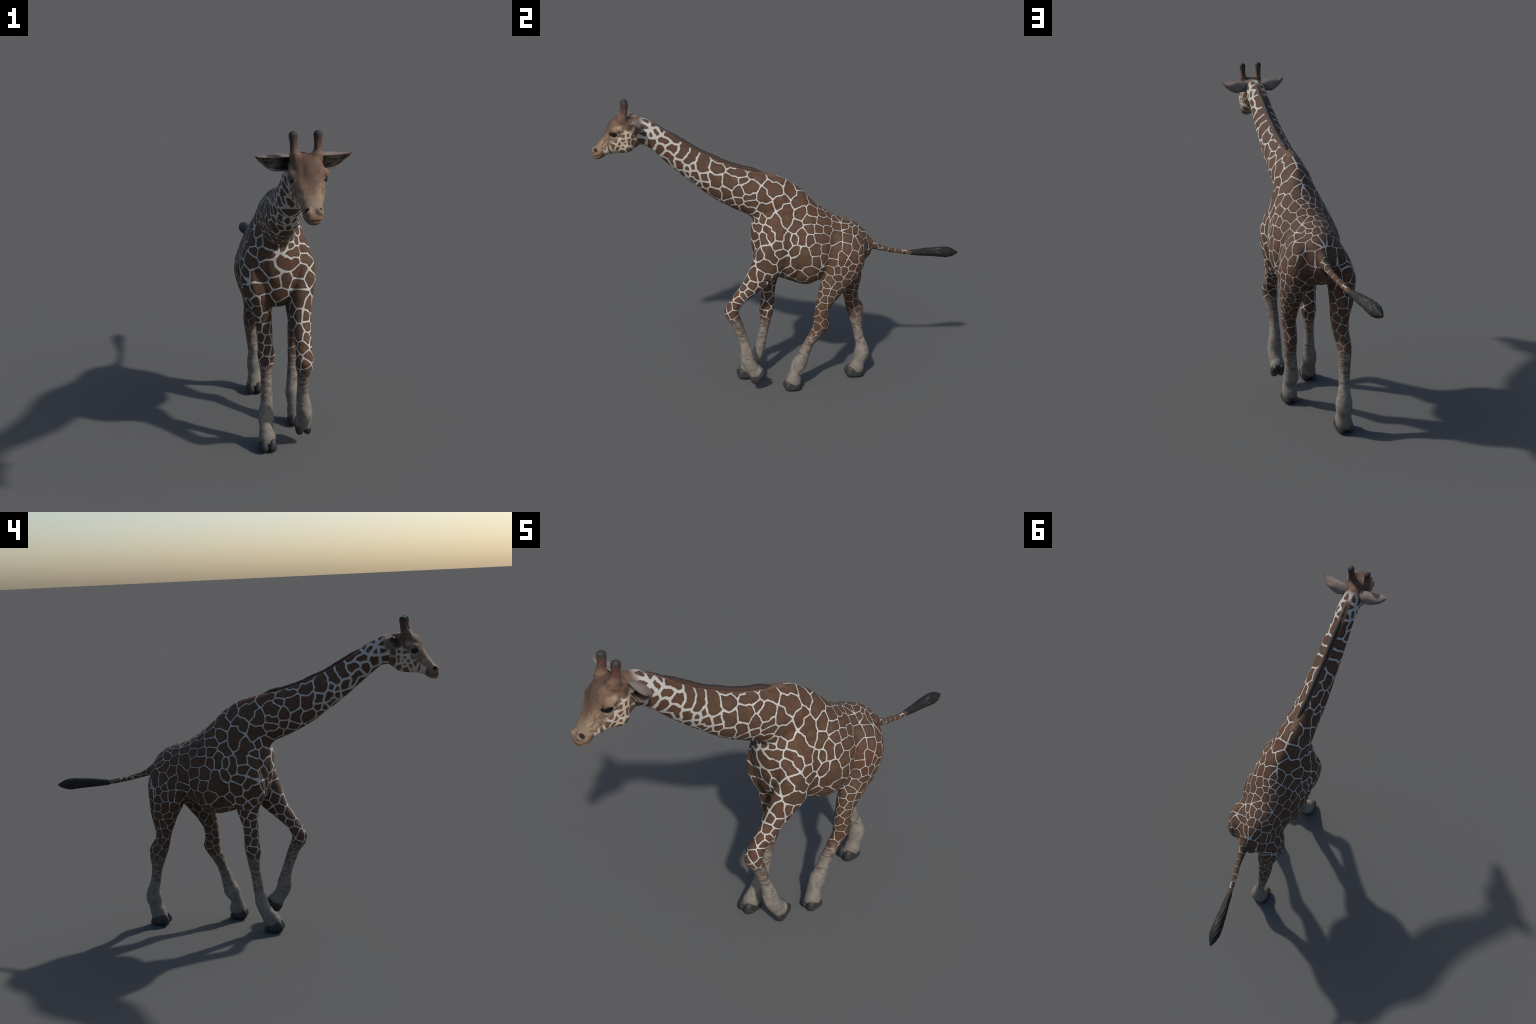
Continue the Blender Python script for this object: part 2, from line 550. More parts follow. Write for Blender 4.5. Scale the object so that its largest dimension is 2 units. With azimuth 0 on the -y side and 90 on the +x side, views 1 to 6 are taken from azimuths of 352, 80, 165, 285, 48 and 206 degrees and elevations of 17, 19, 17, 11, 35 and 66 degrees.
def ear_mesh(side):
    """A cupped leaf, open to the front: outer and inner wall joined at the rim."""
    m = -.0155
    spine = catmull([(.034, -.785, 1.447, .022, .022), (.060, -.783, 1.446, .030, .029), (.095, -.786, 1.446, .033, .031),
                     (.122, -.790, 1.451, .032, .025), (.148, -.795, 1.460, .024, .016), (.165, -.800, 1.469, .012, .008),
                     (.1715, -.802, 1.475, .005, .004)], 6)
    nt = 22
    V, F = [], []
    n = len(spine)
    for wall in (0, 1):
        for i, (x, y, z, ry, rz) in enumerate(spine):
            t = .0045 * min(1, (n - 1 - i) / 6 + .25) * wall
            for k in range(nt + 1):
                out = max(0.0, (i / (n - 1) - .45) / .55)      # the lower rim runs up to the tip
                a = math.radians(128 - (243 - 95 * out) * k / nt)
                rip = 1 + .05 * math.sin(3 * a + i * .35)
                V.append((m + side * (x - .0 * wall), y + math.cos(a) * max(ry * rip - t, .0005),
                          z + math.sin(a) * max(rz * rip - t, .0005)))
    W = n * (nt + 1)
    for i in range(n - 1):
        for k in range(nt):
            a = i * (nt + 1) + k
            q = (a, a + 1, a + nt + 2, a + nt + 1)
            F.append(q)
            F.append(tuple(W + j for j in q[::-1]))
        for k in (0, nt):
            a = i * (nt + 1) + k
            q = (a, a + nt + 1, W + a + nt + 1, W + a)
            F.append(q if k == 0 else q[::-1])
    for k in range(nt):
        for i in (0, n - 1):
            a = i * (nt + 1) + k
            q = (a, a + 1, W + a + 1, W + a)
            F.append(q[::-1] if i == 0 else q)
    if side > 0:
        F = [f[::-1] for f in F]
    me = new_mesh('ear', V, F)
    return me


NECK_TOP = [(-.735, 1.467), (-.70, 1.456), (-.66, 1.436), (-.63, 1.417), (-.60, 1.403), (-.54, 1.371), (-.48, 1.334), (-.395, 1.296),
            (-.30, 1.257), (-.25, 1.243), (-.20, 1.233), (-.13, 1.208), (-.08, 1.192), (-.03, 1.176), (.0, 1.166)]


def mane_mesh():
    rows = []
    for i, (y, z) in enumerate(NECK_TOP):
        t = i / (len(NECK_TOP) - 1)
        w = .0125 * min(1, .35 + t * 6) * min(1, (1 - t) * 3.2 + .15)
        h = .011 * min(1, .4 + t * 6) * min(1, (1 - t) * 3.0 + .1)
        x = mid_x(y) + .001
        rows.append((x, y, z - .012, w, h + .002, .012, 1.7, 2.0))
    rows = rows[::-1]
    V, F = loft(rows, ring=28, sub=14, caps=(1.5, 1.5))
    V = V.copy()
    # ragged crest and bristle furrows
    up = V[:, 2] - np.interp(V[:, 1], [p[0] for p in NECK_TOP], [p[1] - .012 for p in NECK_TOP])
    k = np.clip(up / .02, 0, 1)
    V[:, 2] += k * (.0016 * np.sin(V[:, 1] * 61) + .0010 * np.sin(V[:, 1] * 173 + 1) + .0006 * np.sin(V[:, 1] * 690))
    return new_mesh('mane', V, F)


def tuft_mesh():
    V, F = loft(TUFT, ring=72, sub=14, caps=(.6, .8))
    V = V.copy()
    c = np.stack([np.interp(V[:, 1], [r[1] for r in TUFT], [r[k] for r in TUFT]) for k in (0, 2)], 1)
    d = V[:, [0, 2]] - c
    r = np.linalg.norm(d, axis=1)
    a = np.arctan2(d[:, 1], d[:, 0])
    y = V[:, 1]
    g = (np.sin(11 * a + 9 * np.sin(y * 14) + y * 20) + .7 * np.sin(17 * a - y * 36 + 2 * np.sin(y * 31))
         + .5 * np.sin(26 * a + y * 60))
    amt = .0010 * np.clip((y - .74) / .06, 0, 1) * np.clip((1.0 - y) / .05, 0, 1)
    f = 1 + amt * g / np.maximum(r, .004)
    V[:, 0] = c[:, 0] + d[:, 0] * f
    V[:, 2] = c[:, 1] + d[:, 1] * f
    return new_mesh('tail_tuft', V, F)


def shade_smooth(me, angle=None):
    me.polygons.foreach_set('use_smooth', np.ones(len(me.polygons), bool))
    if angle:
        me.set_sharp_from_angle(angle=math.radians(angle))

# -------------------------------- materials ---------------------------------

class Graph:
    def __init__(self, name):
        self.mat = bpy.data.materials.new(name)
        self.mat.use_nodes = True
        self.t = self.mat.node_tree
        self.t.nodes.clear()

    def node(self, kind, **kw):
        n = self.t.nodes.new(kind)
        for k, v in kw.items():
            setattr(n, k, v)
        return n

    def put(self, sock, v):
        if isinstance(v, bpy.types.NodeSocket):
            self.t.links.new(v, sock)
        elif v is not None:
            if sock.type == 'RGBA' and len(v) == 3:
                v = (*v, 1)
            sock.default_value = v

    def math(self, op, a, b=None, c=None, clamp=False):
        n = self.node('ShaderNodeMath', operation=op, use_clamp=clamp)
        for s, v in zip(n.inputs, (a, b, c)):
            self.put(s, v)
        return n.outputs[0]

    def vmath(self, op, a, b=None, scale=None):
        n = self.node('ShaderNodeVectorMath', operation=op)
        self.put(n.inputs[0], a)
        if b is not None:
            self.put(n.inputs[1], b)
        if scale is not None:
            self.put(n.inputs['Scale'], scale)
        return n.outputs['Value'] if op in ('DISTANCE', 'DOT_PRODUCT', 'LENGTH') else n.outputs[0]

    def ramp(self, v, lo, hi, a=0.0, b=1.0, smooth=True):
        n = self.node('ShaderNodeMapRange', interpolation_type='SMOOTHSTEP' if smooth else 'LINEAR')
        n.clamp = True
        for s, x in zip(n.inputs, (v, lo, hi, a, b)):
            self.put(s, x)
        return n.outputs[0]

    def noise(self, p, scale, detail=3.0, rough=.55, color=False):
        n = self.node('ShaderNodeTexNoise')
        self.put(n.inputs['Vector'], p)
        n.inputs['Scale'].default_value = scale
        n.inputs['Detail'].default_value = detail
        n.inputs['Roughness'].default_value = rough
        return n.outputs['Color' if color else 'Fac']

    def mix(self, f, a, b):
        n = self.node('ShaderNodeMix', data_type='RGBA')
        self.put(n.inputs[0], f)
        self.put(n.inputs[6], a)
        self.put(n.inputs[7], b)
        return n.outputs[2]

    def scaled(self, p, s):
        n = self.node('ShaderNodeMapping')
        self.put(n.inputs['Vector'], p)
        n.inputs['Scale'].default_value = s
        return n.outputs[0]

    def near(self, p, c, r0, r1):
        """1 inside r0 of the point c, 0 beyond r1."""
        return self.ramp(self.vmath('DISTANCE', p, tuple(c)), r0, r1, 1.0, 0.0)

    def finish(self, color, rough=.75, bump=None, strength=.3, dist=.002, spec=.25, **kw):
        b = self.node('ShaderNodeBsdfPrincipled')
        self.put(b.inputs['Base Color'], color)
        self.put(b.inputs['Roughness'], rough)
        b.inputs['Specular IOR Level'].default_value = spec
        for k, v in kw.items():
            b.inputs[k].default_value = v
        if bump is not None:
            n = self.node('ShaderNodeBump')
            n.inputs['Strength'].default_value = strength
            n.inputs['Distance'].default_value = dist
            self.put(n.inputs['Height'], bump)
            self.t.links.new(n.outputs[0], b.inputs['Normal'])
        o = self.node('ShaderNodeOutputMaterial')
        self.t.links.new(b.outputs[0], o.inputs[0])
        return self.mat

    def coords(self):
        return self.node('ShaderNodeTexCoord').outputs['Object']

    def xyz(self, p):
        n = self.node('ShaderNodeSeparateXYZ')
        self.put(n.inputs[0], p)
        return n.outputs


CREAM = (.44, .42, .395)
BROWN_A = (.084, .039, .0235)
BROWN_B = (.056, .031, .0195)
BROWN_C = (.112, .067, .039)
TAN = (.36, .215, .125)
SOCK = (.205, .183, .158)


def patch_field(g, p, patches):
    """Distance to the nearest and second nearest patch; the pale lines lie where they tie.
    A patch of several points counts as one long plate."""
    f1 = f2 = None
    for pts in patches:
        d = None
        for c in pts:
            e = g.vmath('DISTANCE', p, tuple(float(v) for v in c))
            d = e if d is None else g.math('MINIMUM', d, e)
        if f1 is None:
            f1 = d
        elif f2 is None:
            f2 = g.math('MAXIMUM', f1, d)
            f1 = g.math('MINIMUM', f1, d)
        else:
            f2 = g.math('MINIMUM', f2, g.math('MAXIMUM', f1, d))
            f1 = g.math('MINIMUM', f1, d)
    return f1, f2


def skin_material(name, centres, sock_top=None, sock_band=.05):
    """The coat: brown patches parted by cream lines, fading to pale socks on the legs
    and to the tan, plain face on the head."""
    g = Graph(name)
    p = g.coords()
    x, y, z = g.xyz(p)
    wob = g.vmath('SUBTRACT', g.noise(p, 17, 2, .5, True), (.5, .5, .5))
    jag = g.vmath('SUBTRACT', g.noise(p, 110, 3, .6, True), (.5, .5, .5))
    q = g.vmath('ADD', p, g.vmath('SCALE', wob, scale=.011))
    q = g.vmath('ADD', q, g.vmath('SCALE', jag, scale=.0068))
    f1, f2 = patch_field(g, q, centres)
    edge = g.math('SUBTRACT', f2, f1)
    # width of the pale lines: fine on the haunch, wider on shoulder and neck, widest by the head
    width = g.ramp(y, -.02, .22, .0060, .0029)
    width = g.math('ADD', width, g.ramp(y, -.58, -.30, .0042, 0.0))
    width = g.math('ADD', width, g.ramp(y, -.72, -.62, .0032, 0.0))
    if name == 'trunk_coat':
        width = g.math('ADD', width, g.math('MULTIPLY', g.near(p, (-.005, -.175, .885), .03, .075), .0055))
    width = g.math('MULTIPLY', width, g.ramp(z, .45, .70, .72, 1.0))
    width = g.math('MULTIPLY', width, g.ramp(y, .46, .48, 1.0, .55))
    patch = g.ramp(g.math('SUBTRACT', edge, width), -.0014, .0014)
    tone = g.noise(p, 7.0, 3, .6)
    fleck = g.noise(p, 55, 4, .65)
    brown = g.mix(g.ramp(tone, .42, .58), BROWN_A, BROWN_B)
    brown = g.mix(g.math('MULTIPLY', g.ramp(f1, .0, .07, .55, 0.0), g.ramp(tone, .3, .6)), brown, BROWN_C)
    brown = g.mix(g.ramp(fleck, .45, .75, 0.0, .5), brown, (.05, .026, .016))
    mott = g.noise(p, 27, 5, .7)
    brown = g.mix(g.ramp(mott, .52, .70, 0.0, .55), brown, (.125, .072, .041))
    brown = g.mix(g.ramp(mott, .30, .46, .5, 0.0), brown, (.040, .022, .0145))
    brown = g.mix(g.ramp(edge, .004, .022, .45, 0.0), brown, (.055, .028, .018))
    cream = g.mix(g.ramp(fleck, .4, .8, 0.0, .5), CREAM, (.40, .36, .32))
    col = g.mix(patch, cream, brown)
    if name == 'neck_coat':
        # short brown hair along the foot of the mane, and the brown of the poll
        nz = g.xyz(g.node('ShaderNodeNewGeometry').outputs['Normal'])[2]
        off = g.math('ABSOLUTE', g.math('SUBTRACT', x, g.math('MULTIPLY_ADD', y, .025, .001)))
        ridge = g.math('MULTIPLY', g.ramp(off, .013, .021, 1.0, 0.0), g.ramp(nz, .1, .3))
        hairs = g.noise(g.scaled(p, (50, 260, 50)), 1.0, 3)
        col = g.mix(g.math('MULTIPLY', ridge, g.ramp(y, -.73, -.70)), col, g.mix(g.ramp(hairs, .35, .7), (.10, .057, .036), (.16, .10, .066)))
        poll = g.math('MULTIPLY', g.ramp(y, -.775, -.728, 1.0, 0.0), g.ramp(z, 1.42, 1.46))
        col = g.mix(poll, col, (.125, .075, .050))
    if sock_top is not None:
        # pale lower leg with rusty, broken bars that thin out downwards
        zz = g.math('ADD', z, g.math('MULTIPLY', g.math('SUBTRACT', g.noise(p, 30, 3), .5), .12))
        low = g.ramp(zz, sock_top - sock_band, sock_top + .012, 1.0, 0.0)
        bars = g.noise(g.scaled(p, (34, 34, 95)), 1.0, 2, .5)
        keep = g.ramp(z, sock_top - .20, sock_top, .60, .43)
        keep = g.math('ADD', keep, g.ramp(z, .10, .20, .2, 0.0))
        bar = g.math('MULTIPLY', g.ramp(g.math('SUBTRACT', bars, keep), 0, .05), .75)
        grey = g.noise(p, 34, 4, .65)
        pale = g.mix(g.ramp(grey, .35, .7), SOCK, (.135, .119, .100))
        sockc = g.mix(bar, pale, (.095, .052, .033))
        grime = g.ramp(zz, .05, .15, .55, 0.0)
        sockc = g.mix(grime, sockc, (.150, .132, .108))
        col = g.mix(low, col, sockc)
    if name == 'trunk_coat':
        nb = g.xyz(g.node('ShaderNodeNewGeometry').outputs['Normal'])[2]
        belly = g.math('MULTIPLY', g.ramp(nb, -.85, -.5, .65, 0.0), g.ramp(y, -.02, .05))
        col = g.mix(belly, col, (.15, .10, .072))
    bump = g.math('ADD', g.noise(g.scaled(p, (1, 1, 1)), 260, 3, .6), g.math('MULTIPLY', patch, .35))
    return g.finish(col, .78, bump, .35, .0012)


def head_material(centres):
    g = Graph('face_coat')
    p = g.coords()
    x, y, z = g.xyz(p)
    ax = g.math('ABSOLUTE', g.math('SUBTRACT', x, -.016))
    wob = g.vmath('SUBTRACT', g.noise(p, 40, 2, .5, True), (.5, .5, .5))
    jag = g.vmath('SUBTRACT', g.noise(p, 150, 3, .6, True), (.5, .5, .5))
    q = g.vmath('ADD', p, g.vmath('SCALE', wob, scale=.008))
    q = g.vmath('ADD', q, g.vmath('SCALE', jag, scale=.004))
    f1, f2 = patch_field(g, q, centres)
    patch = g.ramp(g.math('SUBTRACT', g.math('SUBTRACT', f2, f1), .0078), -.0014, .0016)
    n = g.noise(p, 22, 4, .6)
    hair = g.noise(g.scaled(p, (160, 40, 90)), 1.0, 4, .65)
    spot = g.mix(g.noise(p, 40, 2), (.17, .100, .058), (.090, .047, .029))
    cheek = g.mix(patch, (.47, .41, .34), spot)
    # along the face: h grows from the jaw line up to the forehead
    h = g.math('ADD', g.math('MULTIPLY', y, -.69), g.math('MULTIPLY', z, .72))
    h = g.math('ADD', h, g.math('MULTIPLY', g.math('SUBTRACT', n, .5), .04))
    face = g.mix(g.ramp(n, .35, .7), (.190, .120, .078), (.115, .068, .044))
    face = g.mix(g.ramp(hair, .45, .75), face, (.27, .19, .13))
    crown = g.mix(g.ramp(hair, .35, .7), (.088, .050, .035), (.155, .092, .060))
    crown = g.mix(g.ramp(ax, .010, .036), (.070, .043, .033), crown)
    top = g.mix(g.ramp(g.math('ADD', z, g.math('MULTIPLY', g.math('SUBTRACT', n, .5), .07)), 1.36, 1.45), face, crown)
    for s in (1, -1):
        brow = g.near(p, (-.016 + s * .058, -.880, 1.430), .006, .026)
        top = g.mix(g.math('MULTIPLY', brow, .6), top, (.29, .20, .125))
        temple = g.near(p, (-.016 + s * .060, -.862, 1.436), .004, .020)
        top = g.mix(g.math('MULTIPLY', temple, .6), top, (.40, .30, .22))
        side = g.near(p, (-.016 + s * .034, -.945, 1.350), .004, .028)
        top = g.mix(g.math('MULTIPLY', side, g.ramp(hair, .4, .6, .1, .6)), top, (.33, .25, .18))
    nose = g.math('MULTIPLY', g.ramp(ax, .008, .020, 1.0, 0.0), g.ramp(y, -.985, -.93))
    top = g.mix(g.math('MULTIPLY', nose, g.ramp(n, .3, .6, .3, .8)), top, (.105, .056, .036))
    flankf = g.math('MULTIPLY', g.ramp(ax, .018, .030), g.ramp(z, 1.345, 1.40, 1.0, 0.0))
    top = g.mix(g.math('MULTIPLY', flankf, g.ramp(hair, .45, .62, 0.0, .7)), top, (.31, .24, .175))
    upper = g.ramp(h, 1.592, 1.612)
    col = g.mix(upper, cheek, top)
    chin = g.ramp(z, 1.292, 1.300, 1.0, 0.0)
    col = g.mix(g.math('MULTIPLY', chin, .7), col, (.13, .095, .07))
    # muzzle
    muz = g.ramp(g.math('ADD', y, g.math('MULTIPLY', n, .03)), -.955, -.925, 1.0, 0.0)
    mz = g.mix(g.ramp(z, 1.285, 1.325), (.165, .098, .054), (.205, .145, .100))
    mz = g.mix(g.ramp(g.noise(p, 60, 3), .45, .7, 0.0, .4), mz, (.13, .085, .06))
    mz = g.mix(g.ramp(z, 1.266, 1.286), (.11, .085, .065), mz)
    col = g.mix(muz, col, mz)
    lip = g.math('MULTIPLY', g.ramp(z, 1.279, 1.284, 1.0, 0.0), g.ramp(y, -.990, -.980))
    col = g.mix(g.math('MULTIPLY', lip, .7), col, (.24, .21, .17))
    for s in (1, -1):
        m = -.016
        eye = g.near(p, (m + s * .066, -.886, 1.400), .014, .026)
        col = g.mix(g.math('MULTIPLY', eye, .75), col, (.34, .305, .26))
        rim = g.near(p, (m + s * .063, -.889, 1.4055), .0145, .0185)
        col = g.mix(g.math('MULTIPLY', rim, .9), col, (.035, .028, .025))
        nos = None
        for t in (0.0, .33, .67, 1.0):
            spot = g.near(p, (m + s * (.0260 + .003 * t), -.9855 + .008 * t, 1.3285 - .0135 * t), .0072 - .0012 * t, .0100 - .0016 * t)
            nos = spot if nos is None else g.math('MAXIMUM', nos, spot)
        col = g.mix(nos, col, (.012, .010, .009))
        for c in ((.0615, -.868, 1.399),):                # corner of the eye
            col = g.mix(g.math('MULTIPLY', g.near(p, (m + s * c[0], c[1], c[2]), .002, .009), .8), col, (.03, .024, .02))
        ear = g.near(p, (m + s * .052, -.800, 1.438), .012, .03)  # shadow by the ear root, painted into the coat colour
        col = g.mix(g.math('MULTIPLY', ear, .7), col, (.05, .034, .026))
        jaw = g.near(p, (m + s * .052, -.785, 1.375), .008, .035)  # darkens the hide for the shade behind the jaw
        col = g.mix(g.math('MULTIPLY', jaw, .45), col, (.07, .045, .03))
    col = g.mix(g.ramp(hair, .45, .8, 0.0, .35), col, (.09, .055, .038))
    bump = g.math('ADD', hair, g.noise(p, 300, 2))
    return g.finish(col, .75, bump, .4, .0012)


def ossicone_material():
    g = Graph('horn_hair')
    p = g.coords()
    x, y, z = g.xyz(p)
    n = g.noise(p, 70, 4, .6)
    zz = g.math('ADD', z, g.math('MULTIPLY', g.math('SUBTRACT', n, .5), .03))
    c = g.mix(g.ramp(zz, 1.48, 1.515), (.165, .095, .06), (.075, .038, .028))
    c = g.mix(g.ramp(zz, 1.535, 1.552), c, (.026, .025, .027))
    c = g.mix(g.ramp(n, .5, .75, 0.0, .5), c, (.15, .085, .055))
    return g.finish(c, .7, g.noise(g.scaled(p, (1, 1, .3)), 260, 3), .5, .0015)


def ear_material():
    g = Graph('ear_hide')
    p = g.coords()
    x, y, z = g.xyz(p)
    n = g.noise(g.scaled(p, (20, 60, 60)), 1.0, 4, .6)
    back = g.mix(g.ramp(n, .3, .7), (.26, .195, .16), (.165, .12, .098))
    ax = g.math('ABSOLUTE', g.math('SUBTRACT', x, -.0155))
    tip = g.ramp(ax, .135, .17)
    back = g.mix(g.math('MULTIPLY', tip, .5), back, (.10, .08, .07))
    inner = g.mix(g.ramp(n, .4, .7), (.24, .20, .16), (.075, .060, .048))
    inner = g.mix(g.ramp(ax, .05, .10), (.018, .015, .013), inner)
    nrm = g.node('ShaderNodeNewGeometry').outputs['Normal']
    inside = g.ramp(g.xyz(nrm)[1], -.35, .05, 1.0, 0.0)
    c = g.mix(inside, back, inner)
    return g.finish(c, .8, n, .3, .001)


def plain_ear(inner):
    g = Graph('ear_inner' if inner else 'ear_back')
    p = g.coords()
    x, y, z = g.xyz(p)
    ax = g.math('ABSOLUTE', g.math('SUBTRACT', x, -.0155))
    n = g.noise(g.scaled(p, (24, 70, 70)), 1.0, 4, .6)
    if inner:
        c = g.mix(g.ramp(n, .4, .65), (.30, .25, .20), (.07, .055, .045))
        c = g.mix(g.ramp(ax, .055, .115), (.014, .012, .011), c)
    else:
        c = g.mix(g.ramp(n, .3, .7), (.225, .178, .150), (.145, .112, .095))
        c = g.mix(g.ramp(ax, .13, .172, 0.0, .6), c, (.09, .07, .06))
        c = g.mix(g.ramp(z, 1.415, 1.445, .45, 0.0), c, (.10, .075, .06))
    return g.finish(c, .8, n, .3, .001)


def hoof_material():
    g = Graph('hoof_horn')
    p = g.coords()
    x, y, z = g.xyz(p)
    n = g.noise(g.scaled(p, (60, 60, 25)), 1.0, 4, .65)
    c = g.mix(g.ramp(n, .3, .7), (.011, .0115, .013), (.040, .040, .042))
    c = g.mix(g.ramp(z, .038, .060), c, (.042, .035, .026))
    return g.finish(c, .5, n, .5, .002, spec=.35)


def mane_material():
    g = Graph('mane_hair')
    p = g.coords()
    nz = g.node('ShaderNodeNewGeometry').outputs['Normal']
    s = g.math('ABSOLUTE', g.xyz(nz)[0])
    n = g.noise(g.scaled(p, (60, 330, 60)), 1.0, 3, .6)
    side = g.mix(g.ramp(n, .35, .7), (.062, .036, .025), (.042, .026, .019))
    c = g.mix(g.ramp(s, .45, .80), (.021, .018, .018), side)
    return g.finish(c, .7, n, .6, .002)


def tuft_material():
    g = Graph('tail_hair')
    p = g.coords()
    n = g.noise(g.scaled(p, (120, 22, 120)), 1.0, 4, .65)
    c = g.mix(g.ramp(n, .4, .72), (.010, .010, .0105), (.028, .0275, .026))
    rust = g.near(p, (-.012, .875, .762), .004, .028)
    c = g.mix(g.math('MULTIPLY', rust, g.ramp(n, .5, .62, 0.0, .8)), c, (.13, .065, .03))
    return g.finish(c, .6, n, .6, .003)


def eye_material():
    g = Graph('eye_dark')
    return g.finish((.006, .005, .005), .35, spec=.25)


# ---------------------------- pattern of the coat ---------------------------
# Every brown patch is a short list of points; the pale lines run half way between
# neighbouring patches.  (y, z) stands for a point seen from the side, dropped on the flank
# by a ray; (d, y, z) gives the distance d from the midline for points on back and breast.
# Trunk, neck and face carry the same pattern on both sides.
# neck, from behind the ear down to its base
NECK_PATCHES = [
    [(-0.722, 1.463)], [(-0.700, 1.452)], [(-0.686, 1.440), (-0.672, 1.432)], [(-0.714, 1.446)], [(-0.738, 1.440)],
    [(-0.739, 1.409)], [(-0.706, 1.406)], [(-0.686, 1.418), (-0.671, 1.412)], [(-0.652, 1.419)],
    [(-0.629, 1.400), (-0.607, 1.386), (-0.590, 1.377)], [(-0.748, 1.374)],
    [(-0.709, 1.372), (-0.694, 1.369), (-0.701, 1.355)], [(-0.657, 1.379), (-0.637, 1.375), (-0.626, 1.370)],
    [(-0.663, 1.341), (-0.660, 1.328)], [(-0.585, 1.360), (-0.561, 1.360)], [(-0.612, 1.345), (-0.594, 1.331)],
    [(-0.538, 1.331), (-0.551, 1.314), (-0.563, 1.299)], [(-0.485, 1.309), (-0.504, 1.289), (-0.519, 1.271)],
    [(-0.450, 1.287), (-0.427, 1.267), (-0.461, 1.247), (-0.443, 1.230)],
    [(-0.625, 1.300), (-0.608, 1.279), (-0.601, 1.260)], [(-0.573, 1.263), (-0.558, 1.241)], [(-0.521, 1.233)],
    [(-0.500, 1.241)], [(-0.524, 1.208)], [(-0.491, 1.204), (-0.476, 1.186)], [(-0.439, 1.197), (-0.430, 1.182)],
    [(-0.386, 1.250), (-0.356, 1.237), (-0.375, 1.223)], [(-0.399, 1.192), (-0.372, 1.184), (-0.380, 1.159)],
    [(-0.316, 1.180), (-0.292, 1.168), (-0.307, 1.149)], [(-0.432, 1.150)], [(-0.459, 1.146)],
    [(-0.495, 1.173), (-0.480, 1.161)], [(-0.629, 1.268), (-0.617, 1.255)], [(-0.542, 1.205)],
    [(-0.392, 1.113), (-0.365, 1.098)], [(-0.323, 1.117), (-0.319, 1.091)], [(-0.434, 1.112)],
    [(-0.371, 1.272), (0.000, -0.350, 1.264)], [(-0.315, 1.247), (-0.290, 1.240)]]

# base of the neck, shoulder and upper arm: large plates
SHOULDER_PATCHES = [
    [(-0.292, 1.218), (-0.255, 1.214), (-0.238, 1.206)], [(0.000, -0.207, 1.222)],
    [(-0.186, 1.199), (-0.154, 1.189), (-0.134, 1.178)], [(-0.231, 1.173)],
    [(-0.217, 1.148), (-0.189, 1.153), (-0.208, 1.122), (-0.181, 1.134)], [(-0.264, 1.122), (-0.257, 1.103)],
    [(-0.213, 1.086), (-0.186, 1.089)], [(-0.258, 1.068)], [(-0.205, 1.054), (-0.179, 1.062)],
    [(-0.228, 1.024), (-0.198, 1.013)], [(-0.297, 1.057)], [(-0.270, 1.021)],
    [(-0.140, 1.112), (-0.148, 1.088), (-0.122, 1.083)],
    [(-0.105, 1.155), (-0.066, 1.141), (-0.086, 1.114), (-0.055, 1.117)], [(-0.080, 1.181), (-0.035, 1.169)],
    [(0.008, 1.143), (0.001, 1.113), (0.016, 1.102)], [(0.000, 0.058, 1.129)],
    [(-0.047, 1.081), (-0.056, 1.055), (-0.019, 1.083)], [(-0.134, 1.036), (-0.099, 1.038), (-0.104, 1.004)],
    [(-0.011, 1.036), (-0.033, 1.016), (-0.012, 0.988), (-0.009, 0.966)],
    [(0.043, 1.075), (0.081, 1.074), (0.045, 1.059), (0.077, 1.092)], [(0.064, 1.024), (0.061, 1.005)],
    [(-0.071, 0.984), (-0.096, 0.964), (-0.064, 0.949), (-0.044, 0.925), (-0.053, 0.897)],
    [(-0.161, 0.982), (0.023, -0.174, 0.963)], [(-0.132, 0.973)], [(-0.155, 0.939), (-0.148, 0.922)],
    [(-0.166, 0.888)], [(-0.113, 0.924), (-0.094, 0.893)], [(0.110, -0.127, 0.890), (-0.123, 0.873)],
    [(0.079, -0.153, 0.845), (0.104, -0.154, 0.835)], [(-0.059, 0.859)], [(-0.007, 0.895), (-0.010, 0.866)],
    [(0.038, 0.958), (0.023, 0.941)], [(0.026, 0.887)], [(0.064, 0.913), (0.067, 0.882)],
    [(-0.119, 0.833), (-0.101, 0.804), (-0.078, 0.781)], [(-0.046, 0.806)], [(-0.032, 0.765), (-0.028, 0.744)],
    [(-0.120, 0.735), (-0.087, 0.729), (-0.110, 0.752)], [(-0.150, 0.805)], [(0.108, -0.163, 0.788)]]

# ribs, belly and loins
FLANK_PATCHES = [
    [(0.028, 0.134, 1.062), (0.036, 0.142, 1.052)], [(0.128, 1.022), (0.127, 1.012)],
    [(0.099, 0.979), (0.124, 0.983)], [(0.186, 1.003)], [(0.038, 0.226, 0.989)], [(0.172, 0.969), (0.210, 0.966)],
    [(0.045, 0.263, 0.966)], [(0.039, 0.318, 0.952), (0.035, 0.338, 0.947)], [(0.106, 0.941)], [(0.160, 0.936)],
    [(0.207, 0.928)], [(0.259, 0.942)], [(0.320, 0.929)], [(0.109, 0.882)], [(0.158, 0.893), (0.183, 0.888)],
    [(0.139, 0.845), (0.146, 0.821)], [(0.190, 0.836), (0.200, 0.825)],
    [(0.069, 0.795), (0.060, 0.767), (0.094, 0.771), (0.071, 0.823), (0.055, 0.753)], [(0.043, 0.828)],
    [(0.148, 0.778)], [(0.188, 0.791)], [(0.113, 0.715)], [(0.013, 0.704)], [(0.041, 0.684), (0.074, 0.677)]]

